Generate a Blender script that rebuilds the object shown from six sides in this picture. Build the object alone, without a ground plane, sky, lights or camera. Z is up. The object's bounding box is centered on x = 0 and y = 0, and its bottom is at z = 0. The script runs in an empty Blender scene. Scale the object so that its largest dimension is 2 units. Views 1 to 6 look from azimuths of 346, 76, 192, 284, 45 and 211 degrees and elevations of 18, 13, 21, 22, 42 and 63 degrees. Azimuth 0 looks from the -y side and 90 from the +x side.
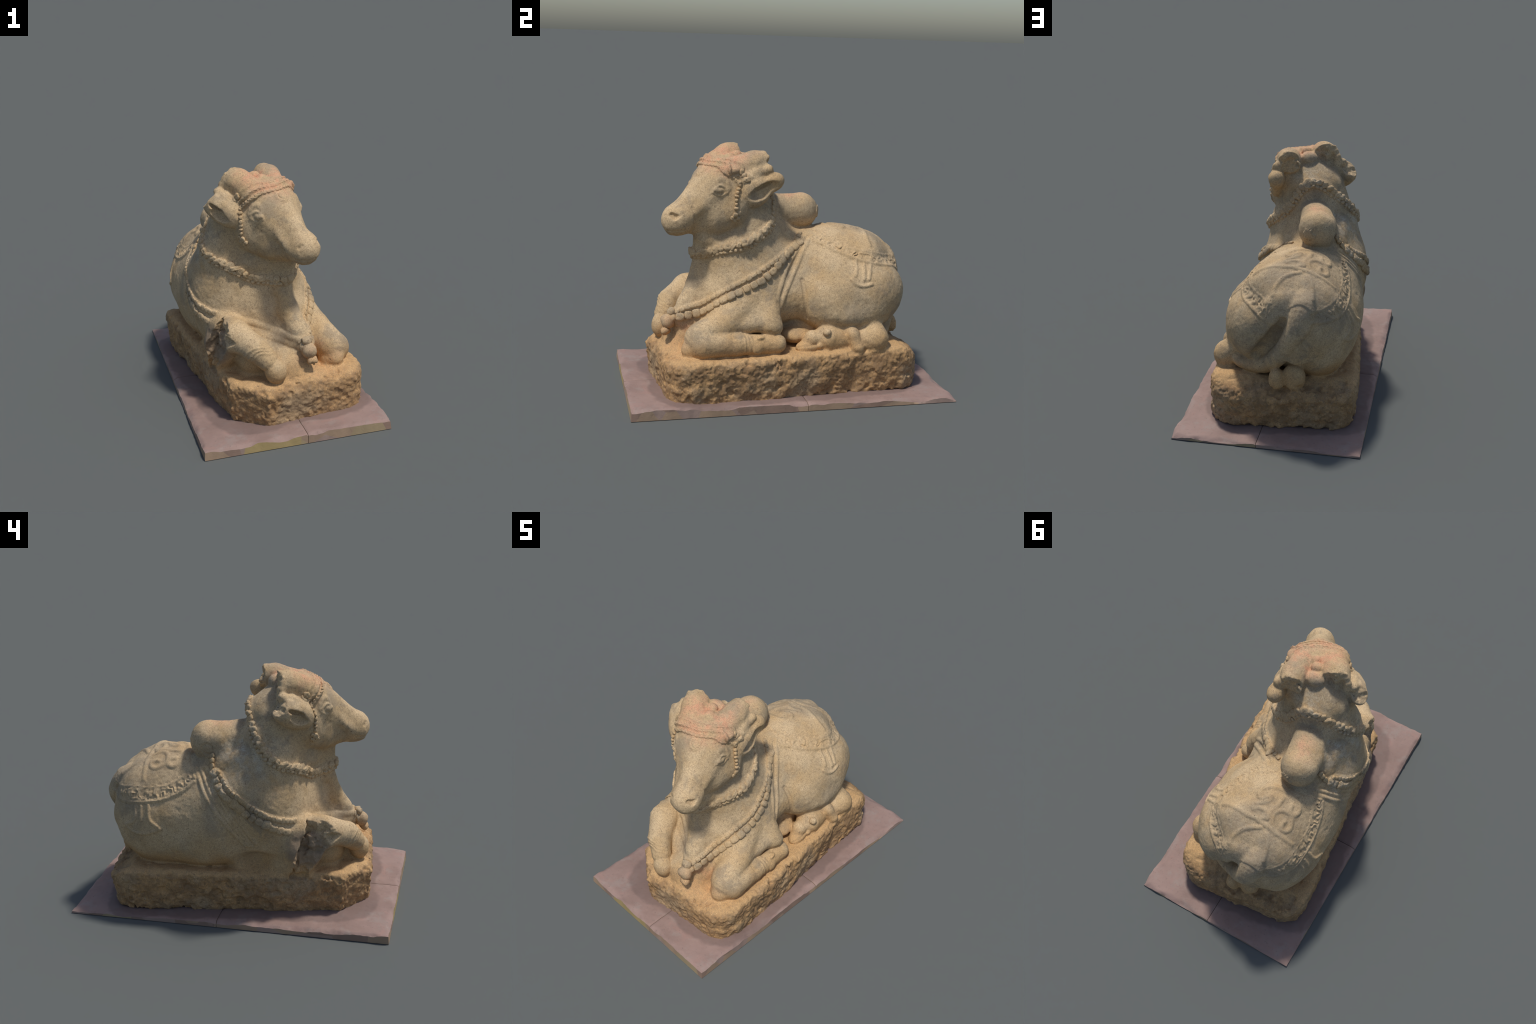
# Weathered granite statue of a reclining temple bull on a rough plinth and red paving slabs.
# The stone body is described as a signed-distance sculpture (lofts, ellipsoids, tapered limbs
# blended together, reliefs added as ridges), meshed with surface nets and split into named parts.
import bpy, math
import numpy as np
from mathutils import Vector

VOX = 0.005
rng = np.random.default_rng(7)

# ------------------------------------------------------------------ frames
BA = math.radians(6.5)                       # the bull lies slightly turned on its slab
BU = np.array([math.cos(BA), math.sin(BA), 0.0])     # body: towards its left flank (+u)
BV = np.array([-math.sin(BA), math.cos(BA), 0.0])    # body: towards the rump (+v)
HA = math.radians(22)                        # the head is turned to its left
HO = np.array([0.03, -0.45, 0.0])
HP = np.array([math.cos(HA), math.sin(HA), 0.0])     # head: lateral
HQ = np.array([math.sin(HA), -math.cos(HA), 0.0])    # head: towards the muzzle


def B(u, v, z):
    return u * BU + v * BV + np.array([0, 0, z])


def H(p, q, z):
    return HO + p * HP + q * HQ + np.array([0, 0, z])


def body_uv(P):
    return P[:, 0] * BU[0] + P[:, 1] * BU[1], P[:, 0] * BV[0] + P[:, 1] * BV[1], P[:, 2]


def head_pq(P):
    x = P[:, 0] - HO[0]; y = P[:, 1] - HO[1]
    return x * HP[0] + y * HP[1], x * HQ[0] + y * HQ[1], P[:, 2]


# ------------------------------------------------------------------ noise
def _mix(h):
    h = (h ^ (h >> np.uint32(13))) * np.uint32(1274126177)
    h = (h ^ (h >> np.uint32(16))) * np.uint32(2246822519)
    return ((h ^ (h >> np.uint32(15))) & np.uint32(0xFFFF)).astype(np.float32) * np.float32(1 / 32767.5) - np.float32(1)


def vnoise(P, scale, seed=0):
    q = (P * scale).astype(np.float32)
    i = np.floor(q)
    f = q - i
    i = i.astype(np.int32).view(np.uint32)
    f = f * f * f * (f * (f * 6 - 15) + 10)
    hx = i[:, 0] * np.uint32(374761393) + np.uint32(seed * 97531 % 4294967291)
    hy = i[:, 1] * np.uint32(668265263); hz = i[:, 2] * np.uint32(2147483629)
    hx = (hx, hx + np.uint32(374761393)); hy = (hy, hy + np.uint32(668265263)); hz = (hz, hz + np.uint32(2147483629))
    fx, fy, fz = f[:, 0], f[:, 1], f[:, 2]
    r = []
    for dy in (0, 1):
        for dz in (0, 1):
            g = hy[dy] ^ (hz[dz] * np.uint32(3))
            a0 = _mix(hx[0] + g * np.uint32(31)); a1 = _mix(hx[1] + g * np.uint32(31))
            r.append(a0 + (a1 - a0) * fx)
    lo = r[0] + (r[1] - r[0]) * fz
    hi = r[2] + (r[3] - r[2]) * fz
    return lo + (hi - lo) * fy


def fbm(P, scale, octaves=3, seed=0, gain=0.5):
    r = 0; a = 1.0
    for o in range(octaves):
        r = r + a * vnoise(P + 3.7 * o, scale * 2.03 ** o, seed + o)
        a *= gain
    return r


# ------------------------------------------------------------------ curves
def catmull(pts, n=12, closed=False):
    pts = np.asarray(pts, float)
    if closed:
        ext = np.vstack([pts[-1], pts, pts[0], pts[1]])
    else:
        ext = np.vstack([2 * pts[0] - pts[1], pts, 2 * pts[-1] - pts[-2]])
    out = []
    for i in range(1, len(ext) - 2):
        p0, p1, p2, p3 = ext[i - 1:i + 3]
        for t in np.linspace(0, 1, n, endpoint=False):
            out.append(0.5 * ((2 * p1) + (p2 - p0) * t + (2 * p0 - 5 * p1 + 4 * p2 - p3) * t * t
                              + (3 * p1 - p0 - 3 * p2 + p3) * t ** 3))
    if not closed:
        out.append(ext[-2])
    return np.array(out)


def resample(pts, step, closed=False):
    p = np.vstack([pts, pts[:1]]) if closed else pts
    s = np.concatenate([[0], np.cumsum(np.linalg.norm(np.diff(p, axis=0), axis=1))])
    n = max(2, int(round(s[-1] / step)))
    t = np.linspace(0, s[-1], n, endpoint=not closed)
    return np.stack([np.interp(t, s, p[:, k]) for k in range(p.shape[1])], 1)


def norm(a):
    return np.sqrt(np.einsum('ij,ij->i', a, a))


def seg_dist(Q, pts, reach=None):
    """distance of points Q (n,d) to the polyline pts (m,d), and the position along it (0..1);
    with a reach, points farther away than that may be skipped"""
    Q = np.asarray(Q, np.float32); pts = np.asarray(pts, np.float32)
    best = np.full(len(Q), 1e9, np.float32); where = np.zeros(len(Q), np.float32)
    m = len(pts) - 1
    for c in range(0, m, 5):
        part = pts[c:c + 6]
        if reach is None:
            ids = slice(None); q = Q
        else:
            ids = np.nonzero(((Q > part.min(0) - reach) & (Q < part.max(0) + reach)).all(1))[0]
            if not len(ids):
                continue
            q = Q[ids]
        bb, ww = best[ids], where[ids]
        for i in range(c, min(c + 5, m)):
            ab = pts[i + 1] - pts[i]
            e = q - pts[i]
            t = np.clip((e @ ab) / max(float(ab @ ab), 1e-12), 0, 1)
            e -= t[:, None] * ab
            d = np.einsum('ij,ij->i', e, e)
            k = d < bb
            bb[k] = d[k]; ww[k] = (i + t[k]) / m
        best[ids] = bb; where[ids] = ww
    return np.sqrt(best), where


# ------------------------------------------------------------------ primitives
def smin(a, b, k):
    if k <= 0:
        return np.minimum(a, b)
    h = np.maximum(k - np.abs(a - b), 0) / k
    return np.minimum(a, b) - h * h * k * 0.25


def smax(a, b, k):
    return -smin(-a, -b, k)


class Shape:
    def __init__(s, label, fn, lo, hi, k=0.03, op='add', par=()):
        s.label, s.fn, s.k, s.op, s.par = label, fn, k, op, par
        s.lo, s.hi = np.asarray(lo, float), np.asarray(hi, float)


SHAPES = []
CACHE = True


def add(label, fn, lo, hi, k=0.03, op='add', par=()):
    SHAPES.append(Shape(label, fn, lo, hi, k, op, par))


def ellipsoid(label, c, r, axes=None, k=0.03, op='add'):
    c = np.array(c, float); r = np.array(r, float)
    A = np.eye(3) if axes is None else np.asarray(axes, float)

    def fn(P):
        q = (P - c) @ A.T
        q = q / r
        k0 = norm(q)
        k1 = norm(q / r)
        return k0 * (k0 - 1) / np.maximum(k1, 1e-6)
    e = np.sqrt(((A * r[:, None]) ** 2).sum(0))
    add(label, fn, c - e, c + e, k, op, (c, r))


def limb(label, pts, radii, k=0.03, op='add', flat=None):
    """chain of tapered capsules"""
    pts = np.array(pts, float)
    radii = np.array(radii, float)

    def fn(P):
        d = None
        for a, b, ra, rb in zip(pts[:-1], pts[1:], radii[:-1], radii[1:]):
            ab = b - a
            t = np.clip(((P - a) @ ab) / (ab @ ab), 0, 1)
            e = norm(P - a - t[:, None] * ab) - (ra + (rb - ra) * t)
            d = e if d is None else smin(d, e, 0.015)
        return d
    m = max(radii)
    add(label, fn, np.min(pts, 0) - m, np.max(pts, 0) + m, k, op, (pts, radii))


def cubic_table(st, val, n):
    st = np.asarray(st, float); val = np.asarray(val, float)
    t = np.linspace(st[0], st[-1], n)
    m = np.gradient(val, st, axis=0)
    i = np.clip(np.searchsorted(st, t, side='right') - 1, 0, len(st) - 2)
    h = (st[i + 1] - st[i])[:, None]; x = ((t - st[i]) / (st[i + 1] - st[i]))[:, None]
    return ((2 * x ** 3 - 3 * x ** 2 + 1) * val[i] + (x ** 3 - 2 * x ** 2 + x) * h * m[i]
            + (-2 * x ** 3 + 3 * x ** 2) * val[i + 1] + (x ** 3 - x ** 2) * h * m[i + 1])


def loft(label, frame, stations, centres, rings, k=0.05, lo=None, hi=None):
    """solid through cross-sections: each ring lists radii at equal angles about a centre."""
    NT, NA = 240, 144
    C = cubic_table(stations, centres, NT)
    rings = np.array(rings, float)
    n = rings.shape[1]
    s0, s1 = stations[0], stations[-1]
    box = {}

    def table():
        R = cubic_table(stations, rings, NT)
        G = np.fft.rfft(R, axis=1)                   # periodic smooth interpolation round the ring
        G2 = np.zeros((NT, NA // 2 + 1), complex); G2[:, :G.shape[1]] = G
        if n % 2 == 0:
            G2[:, n // 2] *= 0.5
        R = np.maximum(np.fft.irfft(G2, NA, axis=1) * NA / n, 0.004)
        return np.hstack([R, R[:, :1]]).astype(np.float32)

    def fn(P):
        if not CACHE or 'R' not in box:
            box['R'] = table()
        R = box['R']
        a, b, t = frame(P)
        tt = np.clip((t - s0) / (s1 - s0), 0, 1) * (NT - 1)
        i = np.minimum(tt.astype(int), NT - 2); f = (tt - i).astype(np.float32)
        ca = C[i, 0] * (1 - f) + C[i + 1, 0] * f; cb = C[i, 1] * (1 - f) + C[i + 1, 1] * f
        x, y = a - ca, b - cb
        r = np.hypot(x, y)
        th = (np.arctan2(y, x) / (2 * np.pi)) % 1.0 * NA
        j = np.minimum(th.astype(int), NA - 1); g = (th - j).astype(np.float32)
        rr = ((R[i, j] * (1 - g) + R[i, j + 1] * g) * (1 - f) + (R[i + 1, j] * (1 - g) + R[i + 1, j + 1] * g) * f)
        d = (r - rr) * 0.92
        o = np.maximum(np.maximum(s0 - t, t - s1), 0)
        return np.where(o > 0, np.hypot(np.maximum(d, 0), o), d)
    add(label, fn, lo, hi, k, 'add', (rings,))


BAX = np.array([BU, BV, (0, 0, 1)])


# ------------------------------------------------------------------ THE SCULPTURE
# plinth: a rounded slanted block, rough sides
def plinth_fn(P):
    u, v, z = body_uv(P)
    front = np.clip((-v - 0.3) / 0.5, 0, 1); back = np.clip((v - 0.35) / 0.4, 0, 1)
    left = np.clip(u / 0.3, 0, 1)
    hw = 0.447 - 0.035 * front + 0.018 * back * left
    hl = 0.820 - 0.07 * np.clip(u - 0.05, 0, 0.4) * (v > 0)
    r = 0.15 + 0.02 * back
    qx = np.abs(u - 0.012) - (hw - r); qy = np.abs(v) - (hl - r)
    d2 = np.hypot(np.maximum(qx, 0), np.maximum(qy, 0)) + np.minimum(np.maximum(qx, qy), 0) - r
    d2 = np.maximum(d2, (-0.707 * u - 0.707 * v) - 0.745)          # front right corner knocked off
    d2 = d2 + (0.16 - 0.09 * left - 0.06 * np.maximum(front, back)) * np.maximum(0.22 - z, 0)   # sides lean in towards the ground
    top = 0.305 - 0.42 * np.maximum(v - 0.66, 0) - 0.25 * np.maximum(-v - 0.70, 0)
    return smax(smax(d2, z - top, 0.05), 0.026 - z, 0.02)


add('plinth', plinth_fn, (-0.60, -0.90, 0.0), (0.60, 0.90, 0.36), 0.0)

# torso: rings in the (u,z) plane along the body axis
loft('torso', lambda P: (lambda u, v, z: (u, z, v))(*body_uv(P)),
     [-0.35, -0.15, 0.04, 0.20, 0.40, 0.55, 0.675, 0.755, 0.80, 0.815],
     [(-0.05, 0.60)] * 10,
     [[0.264, 0.260, 0.238, 0.217, 0.230, 0.262, 0.272, 0.323, 0.341, 0.320, 0.290, 0.271],
      [0.317, 0.309, 0.321, 0.324, 0.372, 0.377, 0.351, 0.359, 0.362, 0.324, 0.278, 0.297],
      [0.324, 0.296, 0.325, 0.362, 0.400, 0.404, 0.394, 0.400, 0.378, 0.304, 0.249, 0.283],
      [0.359, 0.358, 0.361, 0.375, 0.401, 0.394, 0.396, 0.419, 0.386, 0.312, 0.271, 0.298],
      [0.369, 0.385, 0.382, 0.386, 0.373, 0.356, 0.383, 0.390, 0.377, 0.308, 0.285, 0.322],
      [0.351, 0.368, 0.379, 0.356, 0.341, 0.328, 0.357, 0.369, 0.352, 0.296, 0.283, 0.315],
      [0.285, 0.267, 0.295, 0.292, 0.294, 0.290, 0.294, 0.310, 0.290, 0.240, 0.215, 0.230],
      [0.175, 0.200, 0.224, 0.213, 0.206, 0.204, 0.220, 0.205, 0.180, 0.145, 0.120, 0.140],
      [0.095, 0.089, 0.089, 0.089, 0.101, 0.083, 0.122, 0.101, 0.099, 0.111, 0.092, 0.097],
      [0.013, 0.012, 0.010, 0.008, 0.006, 0.009, 0.006, 0.009, 0.011, 0.012, 0.014, 0.013]], k=0.02, lo=(-0.60, -0.50, 0.2), hi=(0.52, 0.98, 1.05))

# chest and neck: rings in the (u,-v) plane rising in z (12 radii from +u round over the front)
loft('neck', lambda P: (lambda u, v, z: (u, -v, z))(*body_uv(P)),
     [0.28, 0.45, 0.62, 0.74, 0.86, 0.96, 1.06, 1.15, 1.23, 1.30, 1.37, 1.41],
     [(-0.08, 0.25)] * 12,
     [[0.300, 0.330, 0.455, 0.420, 0.330, 0.300, 0.320, 0.382, 0.353, 0.348, 0.343, 0.303],
      [0.304, 0.325, 0.405, 0.375, 0.305, 0.315, 0.345, 0.374, 0.353, 0.347, 0.343, 0.303],
      [0.314, 0.330, 0.335, 0.285, 0.252, 0.290, 0.375, 0.394, 0.350, 0.347, 0.342, 0.323],
      [0.320, 0.304, 0.293, 0.255, 0.235, 0.280, 0.368, 0.413, 0.411, 0.384, 0.345, 0.314],
      [0.268, 0.280, 0.284, 0.245, 0.212, 0.265, 0.340, 0.418, 0.425, 0.380, 0.330, 0.300],
      [0.261, 0.265, 0.262, 0.255, 0.228, 0.252, 0.318, 0.362, 0.378, 0.360, 0.289, 0.256],
      [0.236, 0.222, 0.205, 0.198, 0.200, 0.245, 0.306, 0.295, 0.285, 0.270, 0.220, 0.235],
      [0.205, 0.200, 0.185, 0.180, 0.185, 0.225, 0.261, 0.268, 0.232, 0.210, 0.200, 0.203],
      [0.185, 0.200, 0.192, 0.182, 0.183, 0.215, 0.236, 0.226, 0.202, 0.182, 0.166, 0.163],
      [0.174, 0.182, 0.181, 0.181, 0.181, 0.193, 0.206, 0.200, 0.182, 0.166, 0.155, 0.150],
      [0.120, 0.125, 0.125, 0.125, 0.125, 0.125, 0.128, 0.125, 0.098, 0.085, 0.085, 0.100],
      [0.040, 0.040, 0.040, 0.040, 0.040, 0.040, 0.040, 0.040, 0.035, 0.035, 0.035, 0.035]], k=0.05, lo=(-0.55, -0.85, 0.25), hi=(0.40, 0.2, 1.45))

# dewlap keel running from the throat to the pendant bell
limb('neck', [(0.085, -0.513, 0.960), (0.058, -0.540, 0.835), (0.080, -0.560, 0.674), (0.115, -0.615, 0.550), (0.140, -0.680, 0.480)],
     [0.070, 0.036, 0.060, 0.065, 0.038], k=0.08)
limb('neck', [(0.115, -0.610, 0.47), (0.125, -0.640, 0.36), (0.135, -0.690, 0.27)], [.040, .055, .070], k=0.08)

# hump
limb('hump', [(-0.173, 0.150, 1.074), (-0.165, 0.070, 1.070), (-0.130, -0.055, 1.088)],
     [0.117, 0.112, 0.106], k=0.02)

limb('torso', [(-0.215, 0.145, 0.925), (-0.270, 0.040, 0.960), (-0.285, -0.075, 1.010)], [.048, .054, .045], k=0.08)
# haunches
ellipsoid('hindquarter', (0.080, 0.440, 0.580), (0.264, 0.305, 0.275), np.array([BU, BV, (0, 0, 1)]), k=0.015)
ellipsoid('hindquarter', (-0.250, 0.445, 0.540), (0.183, 0.300, 0.288), np.array([BU, BV, (0, 0, 1)]), k=0.03)
ellipsoid('hindquarter', B(0.150, 0.370, 0.505), (0.256, 0.320, 0.148), np.array([BU, BV, (0, 0, 1)]), k=0.03)
ellipsoid('torso', B(-0.455, -0.130, 0.372), (0.13, 0.130, 0.075), BAX, k=0.06, op='cut')
# folded hind leg on the left flank
limb('hindlimb', [(0.210, 0.505, 0.452), (0.322, 0.527, 0.356), (0.289, 0.375, 0.340), (0.310, 0.231, 0.360)],
     [0.073, 0.087, 0.070, 0.087], k=0.03)
limb('hindlimb', [(0.301, 0.226, 0.375), (0.318, 0.127, 0.365), (0.324, 0.070, 0.316)],
     [0.050, 0.048, 0.036], k=0.02)
ellipsoid('hindlimb', (0.331, 0.104, 0.319), (0.050, 0.086, 0.044), np.array([BU, BV, (0, 0, 1)]), k=0.006)
ellipsoid('torso', B(0.04, 0.16, 0.36), (0.20, 0.32, 0.13), np.array([BU, BV, (0, 0, 1)]), k=0.02)
# far hind hoof showing under the belly
ellipsoid('hindlimb', (0.200, 0.050, 0.362), (0.095, 0.105, 0.050), np.array([BU, BV, (0, 0, 1)]), k=0.01)
# scrotum under the tail
ellipsoid('scrotum', (-0.030, 0.752, 0.330), (0.052, 0.055, 0.070), k=0.015)
ellipsoid('scrotum', (-0.130, 0.725, 0.340), (0.070, 0.060, 0.085), k=0.015)
# tail
ellipsoid('hindquarter', B(0.165, 0.520, 0.600), (0.202, 0.242, 0.220), BAX, k=0.03)
ellipsoid('hindquarter', B(0.175, 0.235, 0.575), (0.195, 0.200, 0.190), BAX, k=0.04)
limb('torso', [(-0.075, 0.790, 0.71), (-0.045, 0.785, 0.62), (0.012, 0.765, 0.53), (0.090, 0.725, 0.450)], [.045, .066, .068, .050], k=0.03, op='cut')
tail_path = catmull([(-0.175, 0.60, 0.825), (-0.177, 0.70, 0.780), (-0.170, 0.762, 0.700), (-0.125, 0.762, 0.610), (-0.070, 0.738, 0.515), (0.020, 0.695, 0.410), (0.100, 0.660, 0.370), (0.165, 0.630, 0.355), (0.25, 0.600, 0.360)], 3)
limb('tail', tail_path, np.interp(np.linspace(0, 1, len(tail_path)), [0, .12, .25, .4, .6, .8, 1], [.062, .078, .068, .059, .053, .044, .032]), k=0.014)

# near (left) foreleg, folded
limb('forelimb', [(0.190, -0.256, 0.581), (0.282, -0.409, 0.473), (0.336, -0.570, 0.406)],
     [0.128, 0.095, 0.094], k=0.05)
limb('forelimb', [(0.275, -0.200, 0.523), (0.319, -0.148, 0.472)],
     [0.070, 0.059], k=0.04)
limb('forelimb', [(0.255, -0.40, 0.470), (0.300, -0.28, 0.475), (0.315, -0.165, 0.470)], [.075, .062, .052], k=0.03)
limb('forelimb', [B(0.215, -0.165, 0.64), B(0.275, -0.165, 0.54), B(0.318, -0.155, 0.455)], [.050, .050, .050], k=0.05)
limb('forelimb', [(0.367, -0.552, 0.376), (0.372, -0.360, 0.366), (0.365, -0.230, 0.360), (0.355, -0.112, 0.358)],
     [0.092, 0.070, 0.061, 0.064], k=0.012)
# far (right) foreleg: upper arm to the elbow, the knee broken away, cannon crossing to the hoof
def broken_leg(P):
    d = None
    for pts, rad in (([(-0.265, -0.365, 0.56), (-0.305, -0.405, 0.45), (-0.315, -0.395, 0.33)], (.110, .105, .085)),
                     ([(-0.285, -0.53, 0.52), (-0.305, -0.47, 0.43), (-0.315, -0.43, 0.33)], (.085, .085, .080)),
                     ([(-0.27, -0.42, 0.55), (-0.262, -0.56, 0.552), (-0.165, -0.685, 0.505)], (.100, .094, .074))):
        for k in range(len(pts) - 1):
            p, q = np.array(pts[k]), np.array(pts[k + 1])
            t = np.clip(((P - p) @ (q - p)) / ((q - p) @ (q - p)), 0, 1)
            e = norm(P - p - t[:, None] * (q - p)) - (rad[k] + (rad[k + 1] - rad[k]) * t)
            d = e if d is None else smin(d, e, 0.03)
    return d


def fracture(P):
    """rough break face that took off the knee and the outside of the shoulder"""
    u, v, z = body_uv(P)
    n = np.array([-0.975, -0.10, 0.15]); n = n / np.linalg.norm(n)
    r = fbm(P, 24, 3, 51) * 0.020
    out = -((P - np.array([-0.338, -0.45, 0.46])) @ n) + r          # negative outside the break plane
    back = v + 0.335 + 0.30 * (z - 0.30) + r * 0.6
    return np.maximum(np.maximum(out, back), np.maximum(0.27 - z, z - 0.70))


add('forelimb', broken_leg, (-0.46, -0.80, 0.24), (-0.05, -0.20, 0.70), 0.025)
ellipsoid('neck', (0.020, -0.655, 0.330), (0.120, 0.100, 0.125), BAX, k=0.05)
ellipsoid('neck', (-0.125, -0.540, 0.390), (0.125, 0.125, 0.135), BAX, k=0.03)
add('forelimb', fracture, (-0.60, -0.85, 0.26), (-0.25, -0.25, 0.72), 0.004, 'cut')
limb('forelimb', [(-0.165, -0.685, 0.500), (-0.105, -0.725, 0.435)], [.076, .064], k=0.015)
ellipsoid('hoof', (-0.062, -0.752, 0.372), (0.068, 0.062, 0.078), k=0.006)
limb('forelimb', [B(0.24, -0.63, 0.33), B(0.27, -0.655, 0.34)], [.055, .06], k=0.02)      # stone left under the near knee

# head: rings in the (p,z) plane along q (tail of the skull to the muzzle)
def ring(side, ud, top, ld, bot):
    return [side, ud, top, ud, side, ld, bot, ld]


loft('head', lambda P: (lambda p, q, z: (p, z, q))(*head_pq(P)),
     [-0.34, -0.25, -0.15, -0.05, 0.06, 0.14, 0.22, 0.31],
     [(0.01, 1.22), (0.01, 1.22), (0.01, 1.22), (0.01, 1.22), (0.01, 1.20), (0.01, 1.17), (0.01, 1.11), (0.01, 1.08)],
     [[0.060, 0.062, 0.060, 0.062, 0.060, 0.060, 0.060, 0.060],
      [0.158, 0.172, 0.165, 0.175, 0.158, 0.185, 0.200, 0.185],
      [0.185, 0.212, 0.221, 0.222, 0.192, 0.236, 0.244, 0.236],
      [0.206, 0.195, 0.227, 0.213, 0.218, 0.244, 0.252, 0.244],
      [0.154, 0.195, 0.197, 0.197, 0.156, 0.200, 0.226, 0.200],
      [0.121, 0.132, 0.156, 0.124, 0.109, 0.123, 0.184, 0.126],
      [0.098, 0.109, 0.131, 0.082, 0.092, 0.083, 0.109, 0.086],
      [0.064, 0.070, 0.074, 0.060, 0.057, 0.061, 0.065, 0.058]], k=0.025, lo=(-0.30, -0.90, 0.85), hi=(0.35, 0.0, 1.52))
ellipsoid('head', (0.155, -0.685, 1.090), (0.094, 0.099, 0.094), np.array([HP, HQ, (0, 0, 1)]), k=0.035)
BODY_AXES = np.array([BU, BV, (0, 0, 1)])
HEAD_AXES = np.array([HP, HQ, (0, 0, 1)])


def axes_from(L, N):
    """orthonormal axes: long L, height W, outward N"""
    L = np.array(L, float); L = L / np.linalg.norm(L)
    N = np.array(N, float); N = N - (N @ L) * L; N = N / np.linalg.norm(N)
    return np.array([L, np.cross(N, L), N])


def chopped(label, pts, rad, p0, n, k, rough=0.010):
    """a broken-off tapered stump: capsule chain ended by a rough fracture plane"""
    pts = [np.asarray(p, float) for p in pts]; p0 = np.asarray(p0, float)
    n = np.asarray(n, float); n = n / np.linalg.norm(n)

    def fn(P):
        d = None
        for i in range(len(pts) - 1):
            p, q = pts[i], pts[i + 1]
            t = np.clip(((P - p) @ (q - p)) / ((q - p) @ (q - p)), 0, 1)
            e = norm(P - p - t[:, None] * (q - p)) - (rad[i] + (rad[i + 1] - rad[i]) * t)
            d = e if d is None else smin(d, e, 0.02)
        return smax(d, (P - p0) @ n + fbm(P, 17, 3, 61) * rough, 0.006)
    m = max(rad)
    add(label, fn, np.min(pts, 0) - m, np.max(pts, 0) + m, k)


# horn stumps, both broken off
chopped('horn', [H(0.085, -0.07, 1.375), H(0.130, -0.20, 1.412), H(0.150, -0.34, 1.420)], [.078, .074, .070],
        H(0.14, -0.275, 1.42), H(0.25, -0.93, 0.15) - HO, 0.02, 0.020)
chopped('horn', [H(-0.085, -0.05, 1.365), H(-0.112, -0.17, 1.424), H(-0.12, -0.30, 1.445)], [.090, .084, .075],
        H(-0.11, -0.215, 1.45), H(-0.10, -1.0, 0.12) - HO, 0.02, 0.020)
# sliver left standing at the rim of the broken horn
limb('horn', [H(-0.185, -0.225, 1.34), H(-0.190, -0.225, 1.42), H(-0.178, -0.205, 1.490)], [.030, .020, .004], k=0.02)
# block of stone and knotted lumps between the horns
ellipsoid('head', H(0.0, -0.215, 1.415), (0.060, 0.050, 0.045), HEAD_AXES, k=0.015)
ellipsoid('head', H(0.012, -0.105, 1.442), (0.034, 0.030, 0.026), HEAD_AXES, k=0.008)
ellipsoid('head', H(0.000, -0.160, 1.452), (0.036, 0.030, 0.028), HEAD_AXES, k=0.008)
# crown edge carrying the headband: a broad step above the forehead
ellipsoid('head', H(0.01, -0.045, 1.385), (0.185, 0.085, 0.052), HEAD_AXES, k=0.02)

# ears: thick leaf-shaped shells, hollowed, with a rolled upper rim
EAR_L = axes_from(0.29 * HP - 0.87 * HQ + np.array([0, 0, 0.40]), 0.95 * HP + 0.30 * HQ)
ellipsoid('ear', H(0.200, -0.160, 1.252), (0.105, 0.094, 0.058), EAR_L, k=0.015)
ellipsoid('ear', H(0.226, -0.272, 1.308), (0.076, 0.060, 0.056), EAR_L, k=0.035)
ellipsoid('ear', H(0.272, -0.200, 1.264), (0.112, 0.048, 0.038), EAR_L, k=0.008, op='cut')
ellipsoid('ear', H(0.262, -0.185, 1.284), (0.080, 0.020, 0.050), EAR_L, k=0.006, op='cut')
limb('ear', [H(0.175, -0.085, 1.315), H(0.195, -0.17, 1.365), H(0.222, -0.250, 1.385)], [.022, .028, .028], k=0.025)
ellipsoid('head', H(0.135, -0.14, 1.335), (0.055, 0.11, 0.060), HEAD_AXES, k=0.03)
ellipsoid('head', H(-0.125, -0.12, 1.345), (0.055, 0.10, 0.060), HEAD_AXES, k=0.03)
EAR_R = axes_from(-0.34 * HP - 0.84 * HQ + np.array([0, 0, 0.42]), -0.92 * HP + 0.36 * HQ)


def far_ear(P):
    A = EAR_R
    q = (P - H(-0.232, -0.160, 1.282)) @ A.T / np.array([0.150, 0.086, 0.066])
    d = (np.linalg.norm(q, axis=1) - 1) * 0.07
    return smax(d, (P - H(-0.302, -0.255, 1.31)) @ (A[0] * 0.92 - A[1] * 0.38) + fbm(P, 25, 3, 71) * 0.010, 0.006)


add('ear', far_ear, H(-0.232, -0.160, 1.282) - 0.15, H(-0.232, -0.160, 1.282) + 0.15, 0.015)
ellipsoid('ear', H(-0.296, -0.130, 1.262), (0.072, 0.030, 0.045), EAR_R, k=0.008, op='cut')
ellipsoid('ear', H(-0.288, -0.150, 1.302), (0.060, 0.016, 0.040), EAR_R, k=0.006, op='cut')
limb('ear', [H(-0.19, -0.08, 1.320), H(-0.215, -0.16, 1.365), H(-0.225, -0.225, 1.385)], [.020, .024, .024], k=0.02)

# tail tuft hanging over the hind leg onto the plinth edge
limb('tail', [B(0.325, 0.305, 0.42), B(0.385, 0.335, 0.395), B(0.418, 0.360, 0.31), B(0.440, 0.372, 0.19)], [.035, .042, .040, .010], k=0.012)
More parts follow.
